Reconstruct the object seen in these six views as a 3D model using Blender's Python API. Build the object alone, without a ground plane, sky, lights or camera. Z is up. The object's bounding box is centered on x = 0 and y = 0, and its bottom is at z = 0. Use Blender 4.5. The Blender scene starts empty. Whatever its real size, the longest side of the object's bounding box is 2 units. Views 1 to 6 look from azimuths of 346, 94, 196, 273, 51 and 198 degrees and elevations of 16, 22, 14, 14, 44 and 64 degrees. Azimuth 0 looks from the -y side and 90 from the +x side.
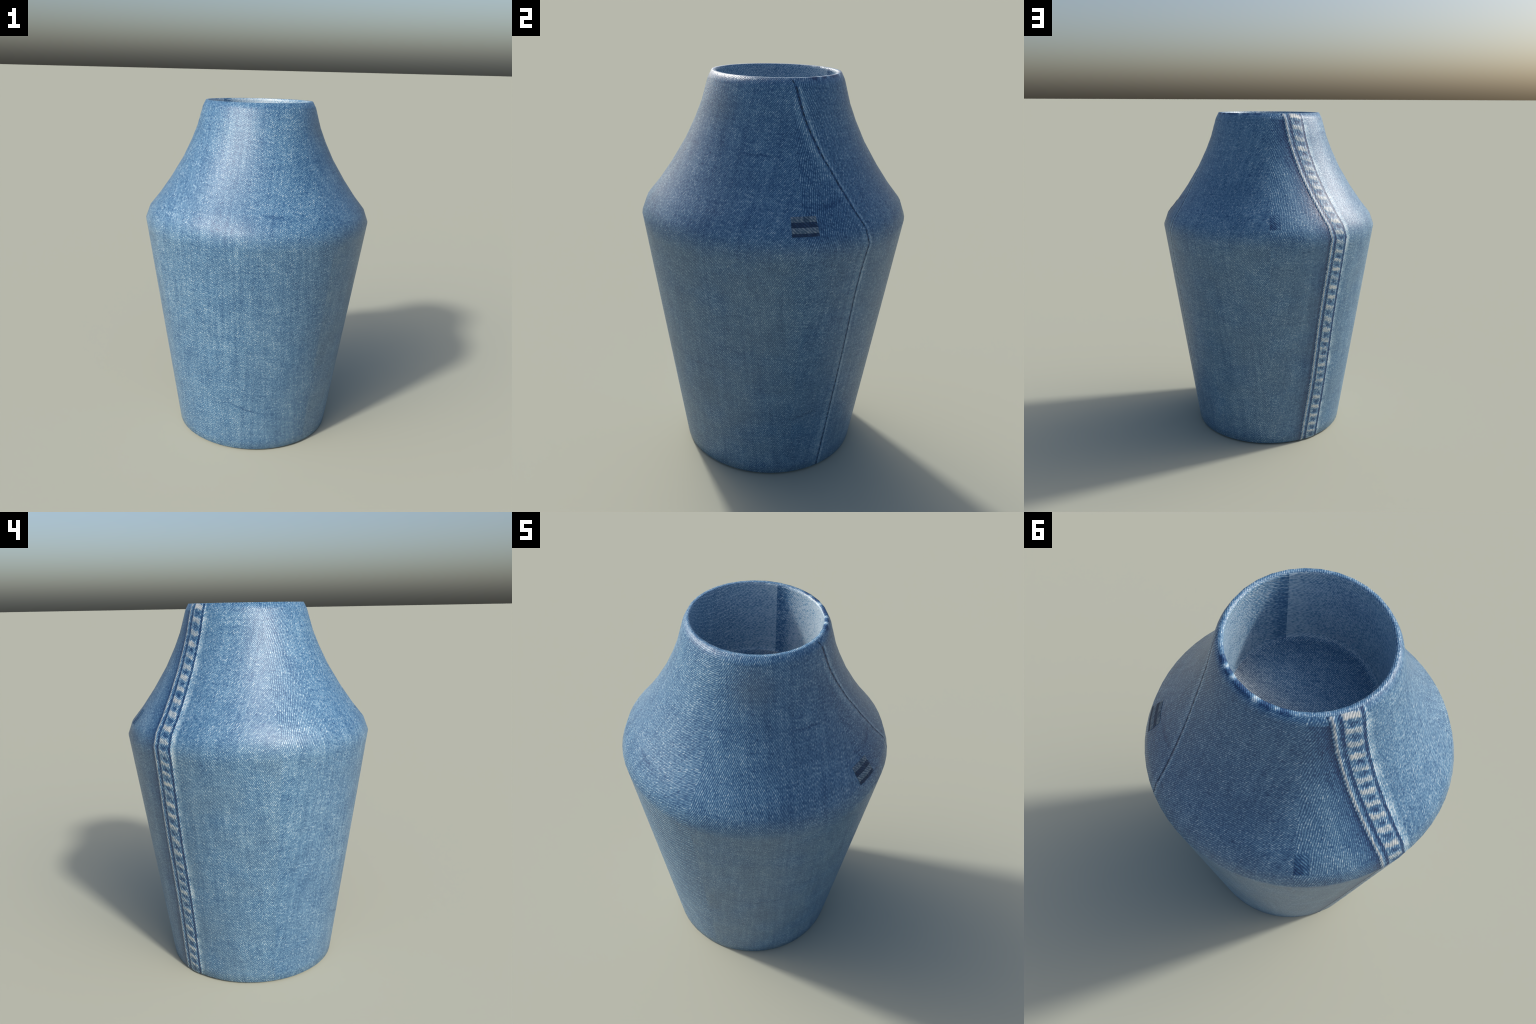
"""Denim-covered vase: a 32-sided lathe body clad in faded twill, with a flat-felled seam
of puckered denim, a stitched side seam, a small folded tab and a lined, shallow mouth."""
import bpy, math, random
from math import pi, sin, cos, radians, atan2, hypot
from mathutils import Vector

random.seed(7)
N = 64                                   # facets round the vase (its lip has half as many)
STEP = 2 * pi / N

# ------------------------------------------------------------------ profile (radius, height)
OUTER = [(0.4530, 0.0), (0.4665, 0.0109), (0.4742, 0.0623), (0.4795, 0.0975), (0.6545, 1.27),
         (0.6620, 1.3194), (0.6378, 1.3849), (0.5785, 1.4580), (0.5125, 1.5523), (0.4398, 1.6716),
         (0.3902, 1.7745), (0.3584, 1.8541), (0.3262, 1.9663), (0.3090, 2.0)]
INNER = [(0.2920, 1.9995), (0.2912, 1.985), (0.2940, 1.80), (0.2985, 1.650), (0.2930, 1.6275), (0.275, 1.6235)]
SHOULDER_FROM, RIM_FROM = 5, 12

SIDES = dict(stitch=63.0, felled=153.0)  # azimuths that the cloth panels face
SIDE_EDGES = (17.0, 107.0, 197.0, 296.0)

SLUB = radians(57)                       # direction of the twill lines


# ------------------------------------------------------------------ node helpers
class V:
    """A scalar socket with arithmetic, so that masks can be written as formulas."""
    def __init__(self, t, s):
        self.t, self.s = t, s

    def _m(self, op, *a, clamp=False):
        n = self.t.nodes.new("ShaderNodeMath")
        n.operation, n.use_clamp = op, clamp
        for i, x in enumerate((self,) + a):
            if isinstance(x, V):
                self.t.links.new(x.s, n.inputs[i])
            else:
                n.inputs[i].default_value = float(x)
        return V(self.t, n.outputs[0])

    def __add__(self, o): return self._m("ADD", o)
    def __radd__(self, o): return self._m("ADD", o)
    def __sub__(self, o): return self._m("SUBTRACT", o)
    def __rsub__(self, o): return (self * -1.0) + o
    def __mul__(self, o): return self._m("MULTIPLY", o)
    def __rmul__(self, o): return self._m("MULTIPLY", o)
    def __truediv__(self, o): return self._m("DIVIDE", o)
    def __neg__(self): return self * -1.0
    def gt(self, o): return self._m("GREATER_THAN", o)
    def lt(self, o): return self._m("LESS_THAN", o)
    def abs(self): return self._m("ABSOLUTE")
    def sin(self): return self._m("SINE")
    def cos(self): return self._m("COSINE")
    def sat(self): return self._m("ADD", 0.0, clamp=True)
    def pow(self, k): return self._m("POWER", k)
    def min(self, o): return self._m("MINIMUM", o)
    def max(self, o): return self._m("MAXIMUM", o)

    def step(self, a, b):
        """smooth 0 -> 1 as the value runs a -> b"""
        n = self.t.nodes.new("ShaderNodeMapRange")
        n.interpolation_type = "SMOOTHSTEP"
        lo, hi, x0, x1 = (a, b, 0.0, 1.0) if a < b else (b, a, 1.0, 0.0)
        self.t.links.new(self.s, n.inputs[0])
        for i, x in ((1, lo), (2, hi), (3, x0), (4, x1)):
            n.inputs[i].default_value = x
        return V(self.t, n.outputs[0])

    def bump(self, centre, width):
        """1 at the centre, falling smoothly to 0 at +-width"""
        return (self - centre).abs().step(width, 0.0)


class Mat:
    def __init__(self, name, rough=0.39, spec=0.5):
        m = self.m = bpy.data.materials.new(name)
        m.use_nodes = True
        t = self.t = m.node_tree
        self.b = t.nodes["Principled BSDF"]
        self.b.inputs["Roughness"].default_value = rough
        self.b.inputs["Specular IOR Level"].default_value = spec
        tc = t.nodes.new("ShaderNodeTexCoord")
        sp = t.nodes.new("ShaderNodeSeparateXYZ")
        t.links.new(tc.outputs["Object"], sp.inputs[0])
        self.x, self.y, self.z = (V(t, o) for o in sp.outputs)

    def noise(self, x, y, z=0.0, scale=1.0, detail=2.0, rough=0.5):
        t = self.t
        c = t.nodes.new("ShaderNodeCombineXYZ")
        for i, q in enumerate((x, y, z)):
            if isinstance(q, V):
                t.links.new(q.s, c.inputs[i])
            else:
                c.inputs[i].default_value = q
        n = t.nodes.new("ShaderNodeTexNoise")
        t.links.new(c.outputs[0], n.inputs["Vector"])
        n.inputs["Scale"].default_value = scale
        n.inputs["Detail"].default_value = detail
        n.inputs["Roughness"].default_value = rough
        return V(t, n.outputs[0])

    def ramp(self, v, stops):
        n = self.t.nodes.new("ShaderNodeValToRGB")
        e = n.color_ramp.elements
        while len(e) < len(stops):
            e.new(0.5)
        for k, (p, c) in zip(e, stops):
            k.position, k.color = p, (*c, 1)
        self.t.links.new(v.s, n.inputs[0])
        return n.outputs[0]

    def mix(self, f, a, b, mode="MIX"):
        n = self.t.nodes.new("ShaderNodeMix")
        n.data_type, n.blend_type = "RGBA", mode
        for i, q in ((0, f), (6, a), (7, b)):
            if isinstance(q, V):
                self.t.links.new(q.s, n.inputs[i])
            elif isinstance(q, (int, float)):
                n.inputs[i].default_value = q
            elif isinstance(q, tuple):
                n.inputs[i].default_value = (*q, 1)
            else:
                self.t.links.new(q, n.inputs[i])
        return n.outputs[2]

    def finish(self, colour, height=None, strength=0.3, distance=0.002):
        self.t.links.new(colour, self.b.inputs["Base Color"])
        if height is not None:
            n = self.t.nodes.new("ShaderNodeBump")
            n.inputs["Strength"].default_value = strength
            n.inputs["Distance"].default_value = distance
            self.t.links.new(height.s, n.inputs["Height"])
            self.t.links.new(n.outputs[0], self.b.inputs["Normal"])
        return self.m


INDIGO = [(0.0, (0.006, 0.032, 0.110)), (0.28, (0.026, 0.092, 0.208)), (0.50, (0.077, 0.184, 0.318)),
          (0.72, (0.175, 0.318, 0.455)), (1.0, (0.52, 0.61, 0.67))]


def twill(M, u, v, seed, angle=SLUB, pitch=0.0064, contrast=1.0, streak=0.32):
    """Woven face of the cloth at (u, v) metres: returns (tone 0..1, height 0..1)."""
    ca, sa = cos(angle), sin(angle)
    wob = M.noise(u, v, seed, scale=22, detail=2) - 0.5
    across = (u * sa - v * ca) / pitch + wob * 1.1
    line = (across * (2 * pi)).cos() * 0.5                                   # ribs of the twill
    lean = angle + radians(18)                                               # floats lean steeper than the ribs
    fa, fs = cos(lean), sin(lean)
    p, q = (u * fs - v * fa) / pitch, (u * fa + v * fs) / pitch
    yarn = M.noise(p * 1.15, q * 0.70, seed, scale=1.0, detail=1) - 0.5      # uneven floats
    fleck = M.noise(p * 1.5, q * 0.75, seed + 9.0, scale=1.0, detail=0) - 0.5  # bare white cotton
    wear = M.noise(u, v, seed + 5.0, scale=38, detail=2) - 0.5
    cloud = M.noise(u, v, seed, scale=11, detail=5, rough=0.65) - 0.5        # mottled fading
    slub = M.noise(u * 55, v * 2.6, seed, scale=1.0, detail=2) - 0.5         # streaks along the warp
    weft = M.noise(u * 4.0, v * 80, seed + 3.0, scale=1.0, detail=1) - 0.5
    spot = (fleck + wear * 0.35).step(0.06, 0.26)
    tone = (line * (0.36 + yarn * 1.2 + wear * 0.5) + yarn * 0.92 + spot * 0.09 - 0.02) * contrast \
        + wear * 0.22 + cloud * 0.36 + slub * streak + weft * 0.12 + 0.485
    height = line * 0.8 + yarn * 1.6 + spot * 0.7 + 0.5
    return tone, height


def rotated(M, deg):
    """coordinates (out, u) of the panel that faces azimuth deg"""
    a = radians(deg)
    return M.x * cos(a) + M.y * sin(a), M.y * cos(a) - M.x * sin(a)


def seam_shift_nodes(M):
    return ((M.z - 1.30) * (2 * pi / 0.86)).cos() * 0.0035


def panels(M):
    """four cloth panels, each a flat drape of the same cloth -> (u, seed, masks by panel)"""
    az = M.y._m("ARCTAN2", M.x) * (180 / pi)
    az = az + az.lt(0.0) * 360
    az = az + (M.noise(M.x, M.y, M.z, scale=60, detail=1) - 0.5) * 1.2
    a, b, c, d = SIDE_EDGES
    inA = az.gt(a) * az.lt(b)
    inD = az.gt(b) * az.lt(c)
    inC = az.gt(c) * az.lt(d)
    inB = 1.0 - inA - inD - inC
    us = [rotated(M, q)[1] for q in (63.0, 153.0, 243.0, 333.0)]
    u = us[0] * inA + us[1] * inD + us[2] * inC + us[3] * inB
    seed = inA * 11.0 + inD * 23.0 + inC * 37.0 + inB * 51.0
    return u, seed, us, dict(A=inA, D=inD, C=inC, B=inB)


def line_mask(M, pts, z):
    """horizontal offset of a slightly wandering line given by (z, u) control points"""
    n = M.t.nodes.new("ShaderNodeFloatCurve")
    c = n.mapping.curves[0]
    lo, hi = min(p[1] for p in pts) - 0.01, max(p[1] for p in pts) + 0.01
    while len(c.points) < len(pts):
        c.points.new(0.5, 0.5)
    for p, (zz, uu) in zip(c.points, sorted(pts)):
        p.location = (zz / 2.0, (uu - lo) / (hi - lo))
    n.mapping.update()
    M.t.links.new((z / 2.0).s, n.inputs["Value"])
    return V(M.t, n.outputs[0]) * (hi - lo) + lo


STITCH_LINE = [(0.0, -0.199), (0.39, -0.2066), (0.74, -0.213), (0.95, -0.220), (1.12, -0.2245),
               (1.31, -0.2125), (1.40, -0.206), (1.60, -0.214), (1.80, -0.227), (2.0, -0.224)]


def stitch_u(z):
    for (z0, u0), (z1, u1) in zip(STITCH_LINE, STITCH_LINE[1:]):
        if z <= z1:
            return u0 + (u1 - u0) * (z - z0) / (z1 - z0)
    return STITCH_LINE[-1][1]


def crease(M, u, u0, z0, slope, bend, half, width):
    du = u - u0
    d = (M.z - z0 - du * slope - du * du * bend) + (M.noise(u, M.z, 5.0, scale=25, detail=1) - 0.5) * 0.02
    return d.bump(0.0, width) * du.bump(0.0, half)


def outer_material():
    M = Mat("faded_indigo_denim")
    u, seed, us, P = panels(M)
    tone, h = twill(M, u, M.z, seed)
    # --- felled seam: shadow painted dark on its left, worn pale cloth to its right
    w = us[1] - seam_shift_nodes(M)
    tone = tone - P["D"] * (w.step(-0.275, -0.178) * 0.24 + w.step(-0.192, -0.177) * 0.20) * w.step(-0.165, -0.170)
    tone = tone + P["D"] * w.step(-0.012, -0.046) * w.step(-0.075, -0.06) * \
        (M.noise(w * 5.0, M.z * 14.0, 2.0, detail=2)).step(0.25, 0.7) * 0.40
    # --- stitched seam: dark line with pale ridges on both sides
    s = us[0] - line_mask(M, STITCH_LINE, M.z)
    rip = M.noise(s * 20.0, M.z * 40.0, 4.0, detail=1)
    tone = tone + P["A"] * s.bump(0.011, 0.012) * (rip * 0.44 + 0.02)
    tone = tone + P["A"] * s.bump(-0.016, 0.026) * rip * 0.22
    tone = tone - P["A"] * s.bump(0.0, 0.0085) * (0.18 + rip * 0.45)
    h = h + P["A"] * (s.bump(0.012, 0.012) * 2.0 - s.bump(0.0, 0.006) * 2.5)
    tone = tone - P["A"] * s.step(0.10, -0.25) * s.step(-0.33, -0.1) * 0.03
    # --- creases pressed into the cloth
    for who, k, args in (("C", 2, (0.09, 0.283, -0.33, 0.9, 0.22, 0.012)), ("B", 3, (0.16, 1.685, -0.06, 0.2, 0.13, 0.012)),
                         ("B", 3, (-0.05, 0.655, 0.12, 0.4, 0.20, 0.012)), ("C", 2, (0.22, 1.44, -0.2, 0.6, 0.10, 0.012)),
                         ("A", 0, (-0.30, 1.49, 0.25, 0.0, 0.12, 0.014)), ("A", 0, (-0.33, 0.40, 0.35, 0.0, 0.10, 0.012))):
        cr = P[who] * crease(M, us[k], *args)
        tone = tone - cr * 0.16
        h = h - cr * 1.0
    # --- broad mottling, and a slightly deeper blue on the A and B shoulders
    tone = tone + (M.noise(M.x, M.y, M.z, scale=2.6, detail=2) - 0.5) * 0.16
    tone = tone - P["C"] * 0.005 - (P["A"] + P["B"] * 0.6) * M.z.step(1.33, 1.37) * 0.038
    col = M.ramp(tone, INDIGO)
    # --- a brownish, greyed stain under the rim and a grey-teal cast on the lower cone
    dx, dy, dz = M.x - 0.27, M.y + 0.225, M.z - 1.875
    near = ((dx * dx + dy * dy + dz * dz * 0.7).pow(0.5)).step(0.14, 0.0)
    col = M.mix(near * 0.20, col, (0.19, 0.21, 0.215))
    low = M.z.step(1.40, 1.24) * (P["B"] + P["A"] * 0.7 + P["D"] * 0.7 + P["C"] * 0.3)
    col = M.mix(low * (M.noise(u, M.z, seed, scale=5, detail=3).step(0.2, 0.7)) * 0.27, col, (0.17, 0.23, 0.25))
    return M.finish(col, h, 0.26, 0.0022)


def rim_material():
    M = Mat("rim_denim")
    az = M.y._m("ARCTAN2", M.x) * (180 / pi)
    r = (M.x * M.x + M.y * M.y).pow(0.5)
    u = rotated(M, 63.0)[1]
    v = rotated(M, 63.0)[0]
    # the side cloth runs up over the edge, the top is laid flat
    pu, seed, us, P = panels(M)
    side = M.z.step(1.9995, 1.9985)
    t1, h1 = twill(M, pu, M.z, seed)
    t2, h2 = twill(M, u, v, 77.0, angle=radians(40))
    tone = t1 * side + t2 * (1.0 - side)
    h = h1 * side + h2 * (1.0 - side)
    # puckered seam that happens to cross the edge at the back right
    on = r.step(0.3165, 0.309) * az.step(30.0, 36.0) * az.step(102.0, 94.0)
    pale = (az.bump(43.0, 3.6) + az.bump(52.5, 3.8) + az.bump(74.0, 5.5) + az.bump(88.0, 5.0) * 0.5).sat()
    tone = tone + (1.0 - side) * 0.07 - on * 0.40 + on * pale * 0.72
    return M.finish(M.ramp(tone, INDIGO), h, 0.28, 0.0022)


def lining_material():
    M = Mat("lining_denim", rough=0.38, spec=0.7)
    a0 = 33.6
    out, u = rotated(M, a0)
    az = u._m("ARCTAN2", out) * (180 / pi)                  # -180..180 about the first half's middle
    half = az.abs().lt(90.2)
    arc = half * az + (1.0 - half) * (az - 180.0 + az.lt(0.0) * 360.0)      # degrees from the middle of either half
    lay = u * (half * 0.9 - 0.45) + arc * (0.55 * 0.295 * pi / 180)
    tone, h = twill(M, lay, M.z, half * 13.0 + 3.0, angle=radians(28), contrast=1.15, streak=0.08)
    edge = az.abs()
    tone = tone - half * ((edge + (M.noise(0.0, M.z * 9.0, 3.0) - 0.5) * 5.0).step(77.0, 86.0) * 0.11 + edge.step(76.5, 79.5) * 0.05)
    tone = tone - half * (M.noise(u, M.z, 8.0, scale=5, detail=2) - 0.4).max(0.0) * 0.25
    tone = tone + (1.0 - half) * edge.step(135.0, 91.0) * 0.16 - (1.0 - half) * edge.step(120.0, 150.0) * 0.06
    tone = tone + half * (edge.step(75.0, 40.0) * 0.06 + az.step(10.0, 35.0) * edge.step(84.0, 70.0) * 0.18)  # wall lightened where sun and glare strike the inside
    return M.finish(M.ramp(tone + 0.24, INDIGO), h, 0.28, 0.0022)


def floor_material():
    M = Mat("mouth_floor_denim", rough=0.6)
    u, v = rotated(M, 171.0)[1], -rotated(M, 171.0)[0]
    a = radians(14)
    u, v = M.x * -cos(a) - M.y * sin(a), M.x * sin(a) - M.y * cos(a)
    tone, h = twill(M, u, v, 91.0, angle=radians(50), contrast=1.1, streak=0.06)
    dots = u.bump(0.045, 0.004) * M.noise(u * 3.0, v * 90.0, 1.0, detail=0).step(0.45, 0.6)
    tone = tone + 0.14 + dots * 0.18
    col = M.ramp(tone, INDIGO)
    near = (M.x * cos(radians(62)) + M.y * sin(radians(62))).step(-0.03, 0.22)  # pale brown gradient colours the sunlit glow onto this side of the floor
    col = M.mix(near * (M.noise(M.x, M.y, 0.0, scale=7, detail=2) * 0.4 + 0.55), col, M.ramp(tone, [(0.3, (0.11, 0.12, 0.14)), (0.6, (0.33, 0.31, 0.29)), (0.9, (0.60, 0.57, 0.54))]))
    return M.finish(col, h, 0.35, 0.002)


# ---- felled seam: the pucker rhythm is one formula, used for both shape and dye
PUCK_0, PUCK_RATE, PUCK_TILT = -34.477, 17.364, 4.5
PUCK_WAVES = [(0.183, 0.042), (0.207, -0.063), (0.299, -0.182), (0.148, 0.063), (0.128, 0.136), (0.086, 0.258)]


def pucker_phase(z):
    return PUCK_0 + PUCK_RATE * z + sum(p * sin(k * 1.7 * z) + q * cos(k * 1.7 * z) for k, (p, q) in enumerate(PUCK_WAVES, 1))


def pucker_phase_nodes(M):
    ph = M.z * PUCK_RATE + PUCK_0
    for k, (p, q) in enumerate(PUCK_WAVES, 1):
        ph = ph + (M.z * (k * 1.7)).sin() * p + (M.z * (k * 1.7)).cos() * q
    return ph


def seam_material(kind):
    M = Mat({"cord": "worn_edge_denim", "groove": "dark_groove_denim", "pucker": "puckered_denim", "fold": "pale_fold_denim"}[kind], rough=0.45, spec=0.5)
    u = rotated(M, SIDES["felled"])[1]
    w = u - seam_shift_nodes(M)
    tone, h = twill(M, u, M.z, 23.0, pitch=0.0092, contrast=1.25)
    worn = None
    if kind == "cord":
        worn = w.bump(-0.1640, 0.0085) * (M.noise(w * 30, M.z * 22, 3.0, detail=2).step(0.2, 0.6) * 0.5 + 0.5)
        tone = tone + worn * 0.26 - w.step(-0.1525, -0.1475) * 0.18 - w.step(-0.1705, -0.1745) * 0.35
    elif kind == "groove":
        tone = tone - 0.44 + (M.noise(w * 20, M.z * 30, 6.0, detail=1) - 0.5) * 0.25
    elif kind == "fold":
        tone = tone - w.step(-0.0535, -0.0565) * 0.25
        tone = tone + w.step(-0.012, -0.046) * M.noise(w * 5.0, M.z * 14.0, 2.0, detail=2).step(0.25, 0.7) * 0.40
    else:
        ph = pucker_phase_nodes(M) + (M.noise(w * 30, M.z * 30, 7.0, detail=1) - 0.5) * 0.35 + (w + 0.10) * PUCK_TILT
        wave = (ph * (2 * pi)).cos() * 0.5 + 0.5               # 1 on the humps, 0 in the dimples
        inner = w.step(-0.1345, -0.127) * w.step(-0.0700, -0.079)
        vary = M.noise(0.0, M.z * 19.0, 2.0, detail=0).step(0.30, 0.65) * 0.75 + 0.25
        rag = M.noise(w * 70, M.z * 50, 4.0, detail=3) - 0.5
        worn = (wave + rag * 0.9).step(0.45, 0.95) * (0.25 + inner * 0.75) * vary
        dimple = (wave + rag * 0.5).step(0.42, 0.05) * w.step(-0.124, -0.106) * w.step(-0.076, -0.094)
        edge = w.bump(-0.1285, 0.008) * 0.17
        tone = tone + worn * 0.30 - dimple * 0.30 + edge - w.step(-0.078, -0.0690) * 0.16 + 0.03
    col = M.ramp(tone, INDIGO)
    if worn is not None:
        bare = M.ramp(tone, [(0.35, (0.10, 0.15, 0.21)), (0.70, (0.38, 0.40, 0.40)), (1.0, (0.60, 0.60, 0.58))])
        col = M.mix(worn * (0.9 if kind == "cord" else 0.85), col, bare)
    return M.finish(col, h, 0.3, 0.002)


def thread_material():
    M = Mat("navy_thread", rough=0.7, spec=0.3)
    n = M.noise(M.x, M.y, M.z, scale=120, detail=1)
    return M.finish(M.ramp(n, [(0.3, (0.010, 0.022, 0.045)), (0.7, (0.040, 0.075, 0.12))]))


def tab_material(kind):
    M = Mat({"bar": "pale_tab_denim", "groove": "navy_tab_denim", "mark": "dark_patch_denim"}[kind], rough=0.6, spec=0.35)
    u = rotated(M, 17.0 if kind != "mark" else 109.7)[1]
    tone, h = twill(M, u, M.z, 5.0, angle=radians(-40), pitch=0.0100 if kind == "bar" else 0.0088, contrast=0.8)
    if kind == "bar":
        gap = u.bump(0.010, 0.020) * M.z.step(1.43, 1.44)
        col = M.ramp(tone + 0.05 - gap * 0.3, [(0.1, (0.015, 0.04, 0.085)), (0.45, (0.085, 0.140, 0.200)), (0.80, (0.30, 0.34, 0.37))])
    elif kind == "groove":
        col = M.ramp(tone, [(0.2, (0.009, 0.022, 0.052)), (0.6, (0.020, 0.048, 0.110)), (1.0, (0.06, 0.12, 0.21))])
    else:
        dk = M.z.step(1.47, 1.39) * u.step(0.045, -0.03)
        col = M.ramp(tone - 0.09 - dk * 0.24, INDIGO)
    return M.finish(col, h, 0.4, 0.002)


# ------------------------------------------------------------------ geometry helpers
root = bpy.data.objects.new("denim_vase", None)
root.empty_display_size = 0.2
root["label"] = "shouldered vase covered in faded blue denim with a puckered seam"
root["category"] = "vase"
bpy.context.scene.collection.objects.link(root)


def add(name, verts, faces, mat, normals, parent=root):
    """mesh object whose smooth shading comes from the given per-vertex normals"""
    me = bpy.data.meshes.new(name)
    me.from_pydata(verts, [], faces)
    me.materials.append(mat)
    me.polygons.foreach_set("use_smooth", [True] * len(me.polygons))
    me.normals_split_custom_set_from_vertices([n[:] for n in normals])
    ob = bpy.data.objects.new(name, me)
    ob.parent = parent
    bpy.context.scene.collection.objects.link(ob)
    return ob


# ---- the whole body as one lathe: outer wall, rim, lining, floor, underside
RINGS = OUTER + INNER
verts, faces, face_ring = [], [], []
for r, z in RINGS:
    for k in range(N):
        q = r * cos(STEP) if z > 1.999 and k % 2 else r
        verts.append((q * cos(k * STEP), q * sin(k * STEP), z))
for i in range(len(RINGS) - 1):
    for k in range(N):
        k2 = (k + 1) % N
        faces.append((i * N + k, i * N + k2, (i + 1) * N + k2, (i + 1) * N + k))
        face_ring.append(i)
top = len(verts)
verts.append((0, 0, INNER[-1][1]))
bottom = len(verts)
verts.append((0, 0, 0.002))
L = len(RINGS) - 1
for k in range(N):
    k2 = (k + 1) % N
    faces.append((L * N + k, L * N + k2, top)); face_ring.append(L)
    faces.append((k2, k, bottom)); face_ring.append(-1)
whole = bpy.data.meshes.new("whole")
whole.from_pydata(verts, [], faces)
whole.update()
vnorm = [v.normal.copy() for v in whole.vertices]
bpy.data.meshes.remove(whole)
# let the mouth floor and the base stay crisp: the ring beside each flat keeps the flat's normal
for k in range(N):
    vnorm[L * N + k] = Vector((0, 0, 1))
vnorm[top], vnorm[bottom] = Vector((0, 0, 1)), Vector((0, 0, -1))

RING_N = []                               # (radial, vertical) normal of each outer ring
for i in range(len(OUTER)):
    n = vnorm[i * N]
    RING_N.append((hypot(n.x, n.y) * (1 if n.x > 0 else -1), n.z))

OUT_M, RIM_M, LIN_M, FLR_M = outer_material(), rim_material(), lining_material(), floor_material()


def region(name, keep, mat):
    used = {}
    vs, fs, ns = [], [], []
    for f, ring in zip(faces, face_ring):
        if not keep(ring):
            continue
        g = []
        for i in f:
            if i not in used:
                used[i] = len(vs)
                vs.append(verts[i]); ns.append(vnorm[i])
            g.append(used[i])
        fs.append(tuple(g))
    return add(name, vs, fs, mat, ns)


n_out = len(OUTER) - 1
region("underside", lambda i: i == -1, OUT_M)
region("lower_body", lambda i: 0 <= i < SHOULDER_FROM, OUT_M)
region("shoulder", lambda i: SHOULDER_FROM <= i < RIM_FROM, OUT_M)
region("rim", lambda i: RIM_FROM <= i <= n_out, RIM_M)
region("lining", lambda i: n_out + 1 <= i < L - 1, LIN_M)
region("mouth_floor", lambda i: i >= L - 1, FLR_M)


# ---- surface of the faceted outer wall, for everything that is sewn onto it
def ring_at(z):
    for i in range(len(OUTER) - 1):
        if z <= OUTER[i + 1][1] or i == len(OUTER) - 2:
            t = (z - OUTER[i][1]) / (OUTER[i + 1][1] - OUTER[i][1])
            r = OUTER[i][0] + t * (OUTER[i + 1][0] - OUTER[i][0])
            nr = RING_N[i][0] + t * (RING_N[i + 1][0] - RING_N[i][0])
            nz = RING_N[i][1] + t * (RING_N[i + 1][1] - RING_N[i][1])
            return r, nr, nz


def on_wall(az, z):
    r, nr, nz = ring_at(z)
    a = az % STEP
    r *= cos(STEP / 2) / cos(a - STEP / 2)
    if z > OUTER[-2][1]:
        t = (z - OUTER[-2][1]) / (2.0 - OUTER[-2][1])
        a = az % (2 * STEP)
        r += t * (ring_at(z)[0] * cos(STEP) / cos(a - STEP) - r)
    n = Vector((nr * cos(az), nr * sin(az), nz)).normalized()
    return Vector((r * cos(az), r * sin(az), z)), n


def on_panel(facing, u, z):
    """point of the wall that lies u metres sideways on the panel facing this azimuth"""
    c = radians(facing)
    az = c
    for _ in range(8):
        p, n = on_wall(az, z)
        az = c + math.asin(max(-1, min(1, u / hypot(p.x, p.y))))
    return on_wall(az, z)


def relief(place, height, us, zs):
    """grid of raised points and their shaded normals; height(u, z) in metres above the wall"""
    pts, nor = [], []
    e = 0.0012
    for z in zs:
        for u in us:
            p, n = place(u, z)
            h = height(u, z)
            pts.append(p + n * h)
            zu = min(z + e, 2.0); zd = max(z - e, 0.0)
            tu = place(u + e, z)[0] - place(u - e, z)[0]
            tz = place(u, zu)[0] - place(u, zd)[0]
            gu = (height(u + e, z) - height(u - e, z)) / max(tu.length, 1e-6)
            gz = (height(u, zu) - height(u, zd)) / max(tz.length, 1e-6)
            nor.append((n - tu.normalized() * gu - tz.normalized() * gz).normalized())
    return pts, nor


def patch(name, pts, nor, nu, nz, mat, parent, i0=0, i1=None, j0=0, j1=None):
    """sub-rectangle of a relief grid as an object of its own"""
    i1 = nu - 1 if i1 is None else i1
    j1 = nz - 1 if j1 is None else j1
    vs, ns, fs = [], [], []
    m = i1 - i0 + 1
    for j in range(j0, j1 + 1):
        for i in range(i0, i1 + 1):
            vs.append(pts[j * nu + i]); ns.append(nor[j * nu + i])
    for j in range(j1 - j0):
        for i in range(m - 1):
            a = j * m + i
            fs.append((a, a + 1, a + m + 1, a + m))
    return add(name, vs, fs, mat, ns, parent)


def holder(name):
    o = bpy.data.objects.new(name, None)
    o.empty_display_size = 0.05
    o.parent = root
    bpy.context.scene.collection.objects.link(o)
    return o


def smooth(a, b, x):
    t = max(0.0, min(1.0, (x - a) / (b - a)))
    return t * t * (3 - 2 * t)


def hump(x, c, w):
    return smooth(w, 0.0, abs(x - c)) if False else 1 - smooth(0.0, w, abs(x - c))


# ------------------------------------------------------------------ flat-felled seam
def seam_shift(z):
    return 0.0035 * cos((z - 1.30) * 2 * pi / 0.86)


def felled_height(w, z):
    cord = 0.0024 * hump(w, -0.1625, 0.013)
    wave = 0.5 + 0.5 * cos(2 * pi * (pucker_phase(z) + (w + 0.10) * PUCK_TILT))
    inside = smooth(-0.1345, -0.124, w) * (1 - smooth(-0.079, -0.0665, w))
    band = inside * (0.0010 + 0.0013 * wave)
    fold = 0.0005 * hump(w, -0.0525, 0.007)
    base = 0.0007
    skirt = -0.004 * (1 - smooth(-0.1765, -0.1735, w)) - 0.0020 * smooth(-0.0520, -0.0395, w)
    return base + cord + band + fold + skirt


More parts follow.
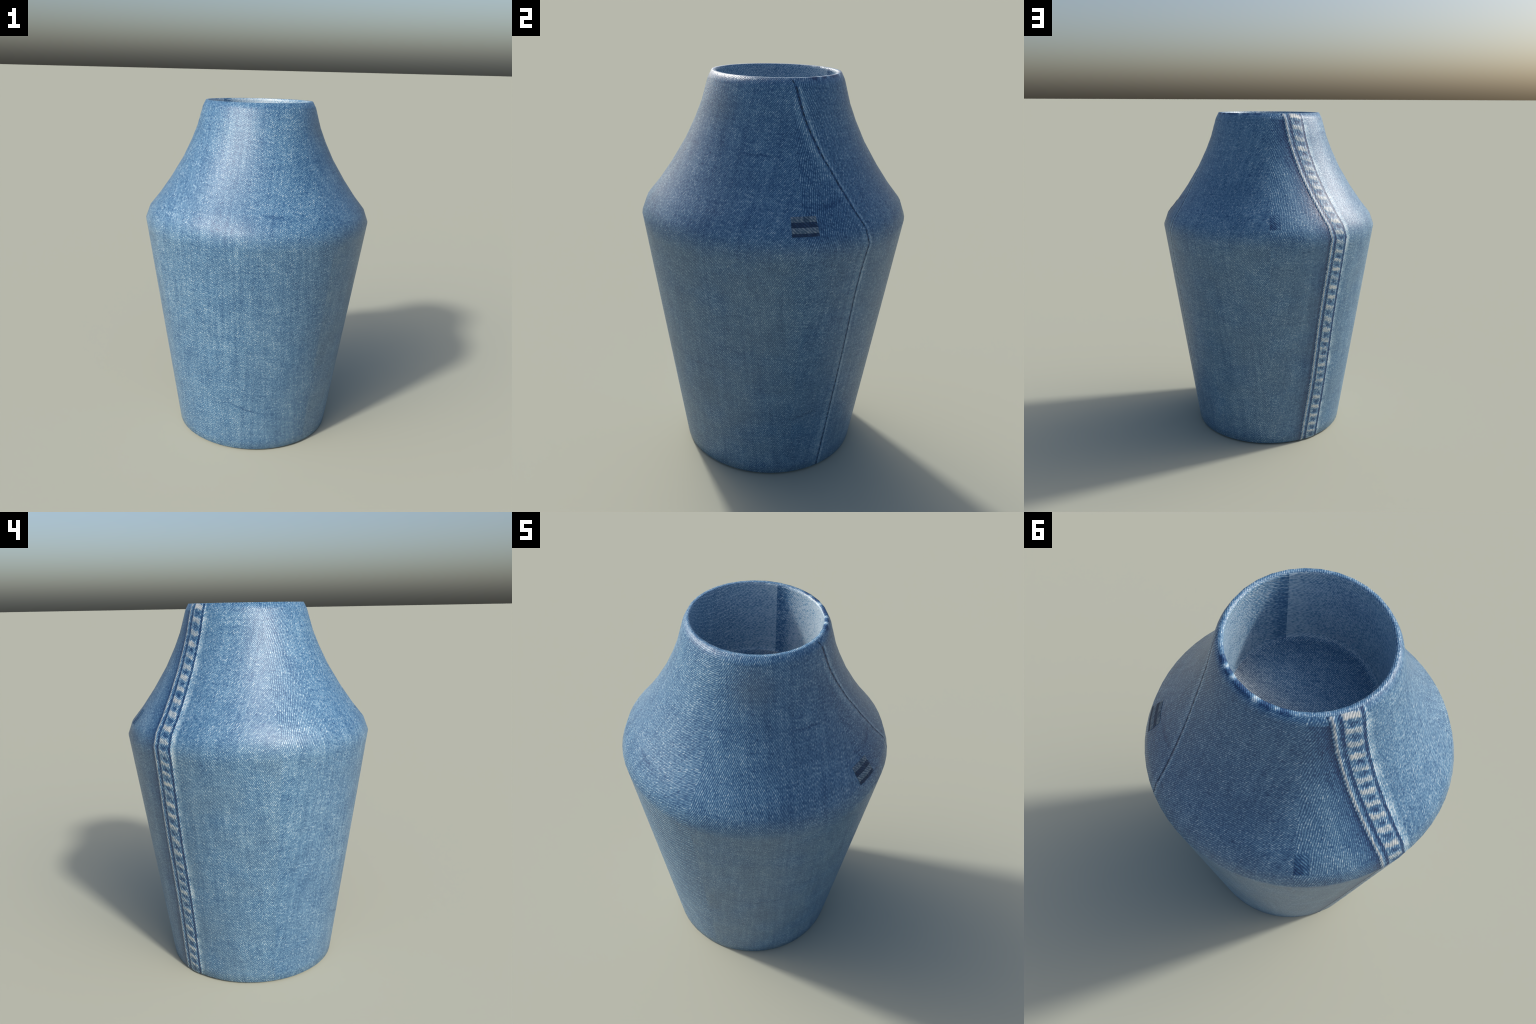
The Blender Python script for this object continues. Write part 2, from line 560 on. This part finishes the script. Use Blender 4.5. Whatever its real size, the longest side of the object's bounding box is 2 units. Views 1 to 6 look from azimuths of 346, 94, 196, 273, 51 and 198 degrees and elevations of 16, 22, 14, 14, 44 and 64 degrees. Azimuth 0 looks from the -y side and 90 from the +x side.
EDGES = [-0.1765, -0.1455, -0.1340, -0.0685, -0.0565, -0.0395]
COUNTS = [13, 5, 18, 5, 8]
ws = [EDGES[0]]
cuts = [0]
for a, b, n in zip(EDGES, EDGES[1:], COUNTS):
    ws += [a + (b - a) * k / n for k in range(1, n + 1)]
    cuts.append(len(ws) - 1)
zs = [0.004 + (1.9965 - 0.004) * k / 620 for k in range(621)]
# the wall's own kinks must be rows of the grid, and so must the ends of each pucker
bounds = []
for a, b in zip(zs, zs[1:]):
    m = math.floor(pucker_phase(b) - 0.5)
    if m != math.floor(pucker_phase(a) - 0.5):
        bounds.append(b)
for _, z in OUTER[1:-1]:
    k = min(range(len(zs)), key=lambda q: abs(zs[q] - z))
    zs[k] = z
place = lambda w, z: on_panel(SIDES["felled"], w + seam_shift(z), z)
pts, nor = relief(place, felled_height, ws, zs)
seam = holder("felled_seam")
nu, nz = len(ws), len(zs)
GROOVE = seam_material("groove")
patch("seam_cord", pts, nor, nu, nz, seam_material("cord"), seam, cuts[0], cuts[1])
patch("seam_groove", pts, nor, nu, nz, GROOVE, seam, cuts[1], cuts[2])
patch("seam_groove", pts, nor, nu, nz, GROOVE, seam, cuts[3], cuts[4])
patch("seam_fold", pts, nor, nu, nz, seam_material("fold"), seam, cuts[4], cuts[5])
PUCK = seam_material("pucker")
rows = [0] + [min(range(nz), key=lambda q: abs(zs[q] - b)) for b in bounds] + [nz - 1]
rows = sorted(set(rows))
for a, b in zip(rows, rows[1:]):
    patch("seam_pucker", pts, nor, nu, nz, PUCK, seam, cuts[2], cuts[3], a, b)

# ------------------------------------------------------------------ stitched side seam
THREAD = thread_material()
line = holder("stitch_line")
z, k = 0.012, 0
while z < 1.985:
    ln = 0.026 + random.uniform(-0.004, 0.004)
    gap = 0.008 + random.uniform(-0.002, 0.003)
    z1 = min(z + ln, 1.993)
    wid = 0.0025 + random.uniform(-0.0005, 0.0005)
    off = random.uniform(-0.0008, 0.0008)
    n_l, n_w = 8, 6
    vs, ns, fs = [], [], []
    for j in range(n_l + 1):
        t = j / n_l
        zz = z + (z1 - z) * t
        swell = max(0.12, (1 - abs(2 * t - 1) ** 3)) ** 0.5
        for i in range(n_w + 1):
            a = pi * i / n_w
            u = stitch_u(zz) + off - cos(a) * wid * swell
            p, n = on_panel(SIDES["stitch"], u, zz)
            p0, _ = on_panel(SIDES["stitch"], u + 1e-3, zz)
            side = (p0 - p).normalized()
            vs.append(p + n * (-0.0006 + 0.0012 * sin(a) * swell))
            ns.append((n * (0.5 + sin(a)) - side * cos(a)).normalized())
    m = n_w + 1
    for j in range(n_l):
        for i in range(n_w):
            q = j * m + i
            fs.append((q, q + 1, q + m + 1, q + m))
    add("stitch", vs, fs, THREAD, ns, line)
    z = z1 + gap

# ------------------------------------------------------------------ folded tab and dark patch
def sewn_patch(holder_name, az0, az1, z0, z1, rows_of, height):
    hold = holder(holder_name)
    n_a = 14
    azs = [az0 + (az1 - az0) * k / n_a for k in range(n_a + 1)]
    n_z = 60
    zz = [z0 + (z1 - z0) * k / n_z for k in range(n_z + 1)]
    pl = lambda a, z: on_wall(radians(a), z)
    P, Nn = [], []
    e = 0.0012
    for z in zz:
        for a in azs:
            p, n = pl(a, z)
            P.append(p + n * height((a - az0) / (az1 - az0), (z - z0) / (z1 - z0)))
            tz = (pl(a, z + e)[0] - pl(a, z - e)[0])
            d = e / (z1 - z0)
            f = (z - z0) / (z1 - z0)
            s = (a - az0) / (az1 - az0)
            g = (height(s, f + d) - height(s, f - d)) / tz.length
            Nn.append((n - tz.normalized() * g).normalized())
    for nm, mat, f0, f1 in rows_of:
        patch(nm, P, Nn, n_a + 1, n_z + 1, mat, hold, 0, n_a, round(f0 * n_z), round(f1 * n_z))
    return hold


def tab_height(s, f):
    lo = 0.0004 + 0.0014 * hump(f, 0.30, 0.17) + 0.0014 * hump(f, 0.86, 0.17)
    ends = smooth(0.0, 0.05, s) * (1 - smooth(0.95, 1.0, s))
    return lo * (0.3 + 0.7 * ends) + 0.0006


BAR, NAVY = tab_material("bar"), tab_material("groove")
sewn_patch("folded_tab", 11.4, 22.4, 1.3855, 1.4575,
           [("tab_groove", NAVY, 0.0, 0.16), ("tab_bar", BAR, 0.16, 0.45), ("tab_groove", NAVY, 0.45, 0.72), ("tab_bar", BAR, 0.72, 1.0)],
           tab_height)
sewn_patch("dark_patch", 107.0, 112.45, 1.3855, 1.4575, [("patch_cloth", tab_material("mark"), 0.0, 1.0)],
           lambda s, f: 0.0009)
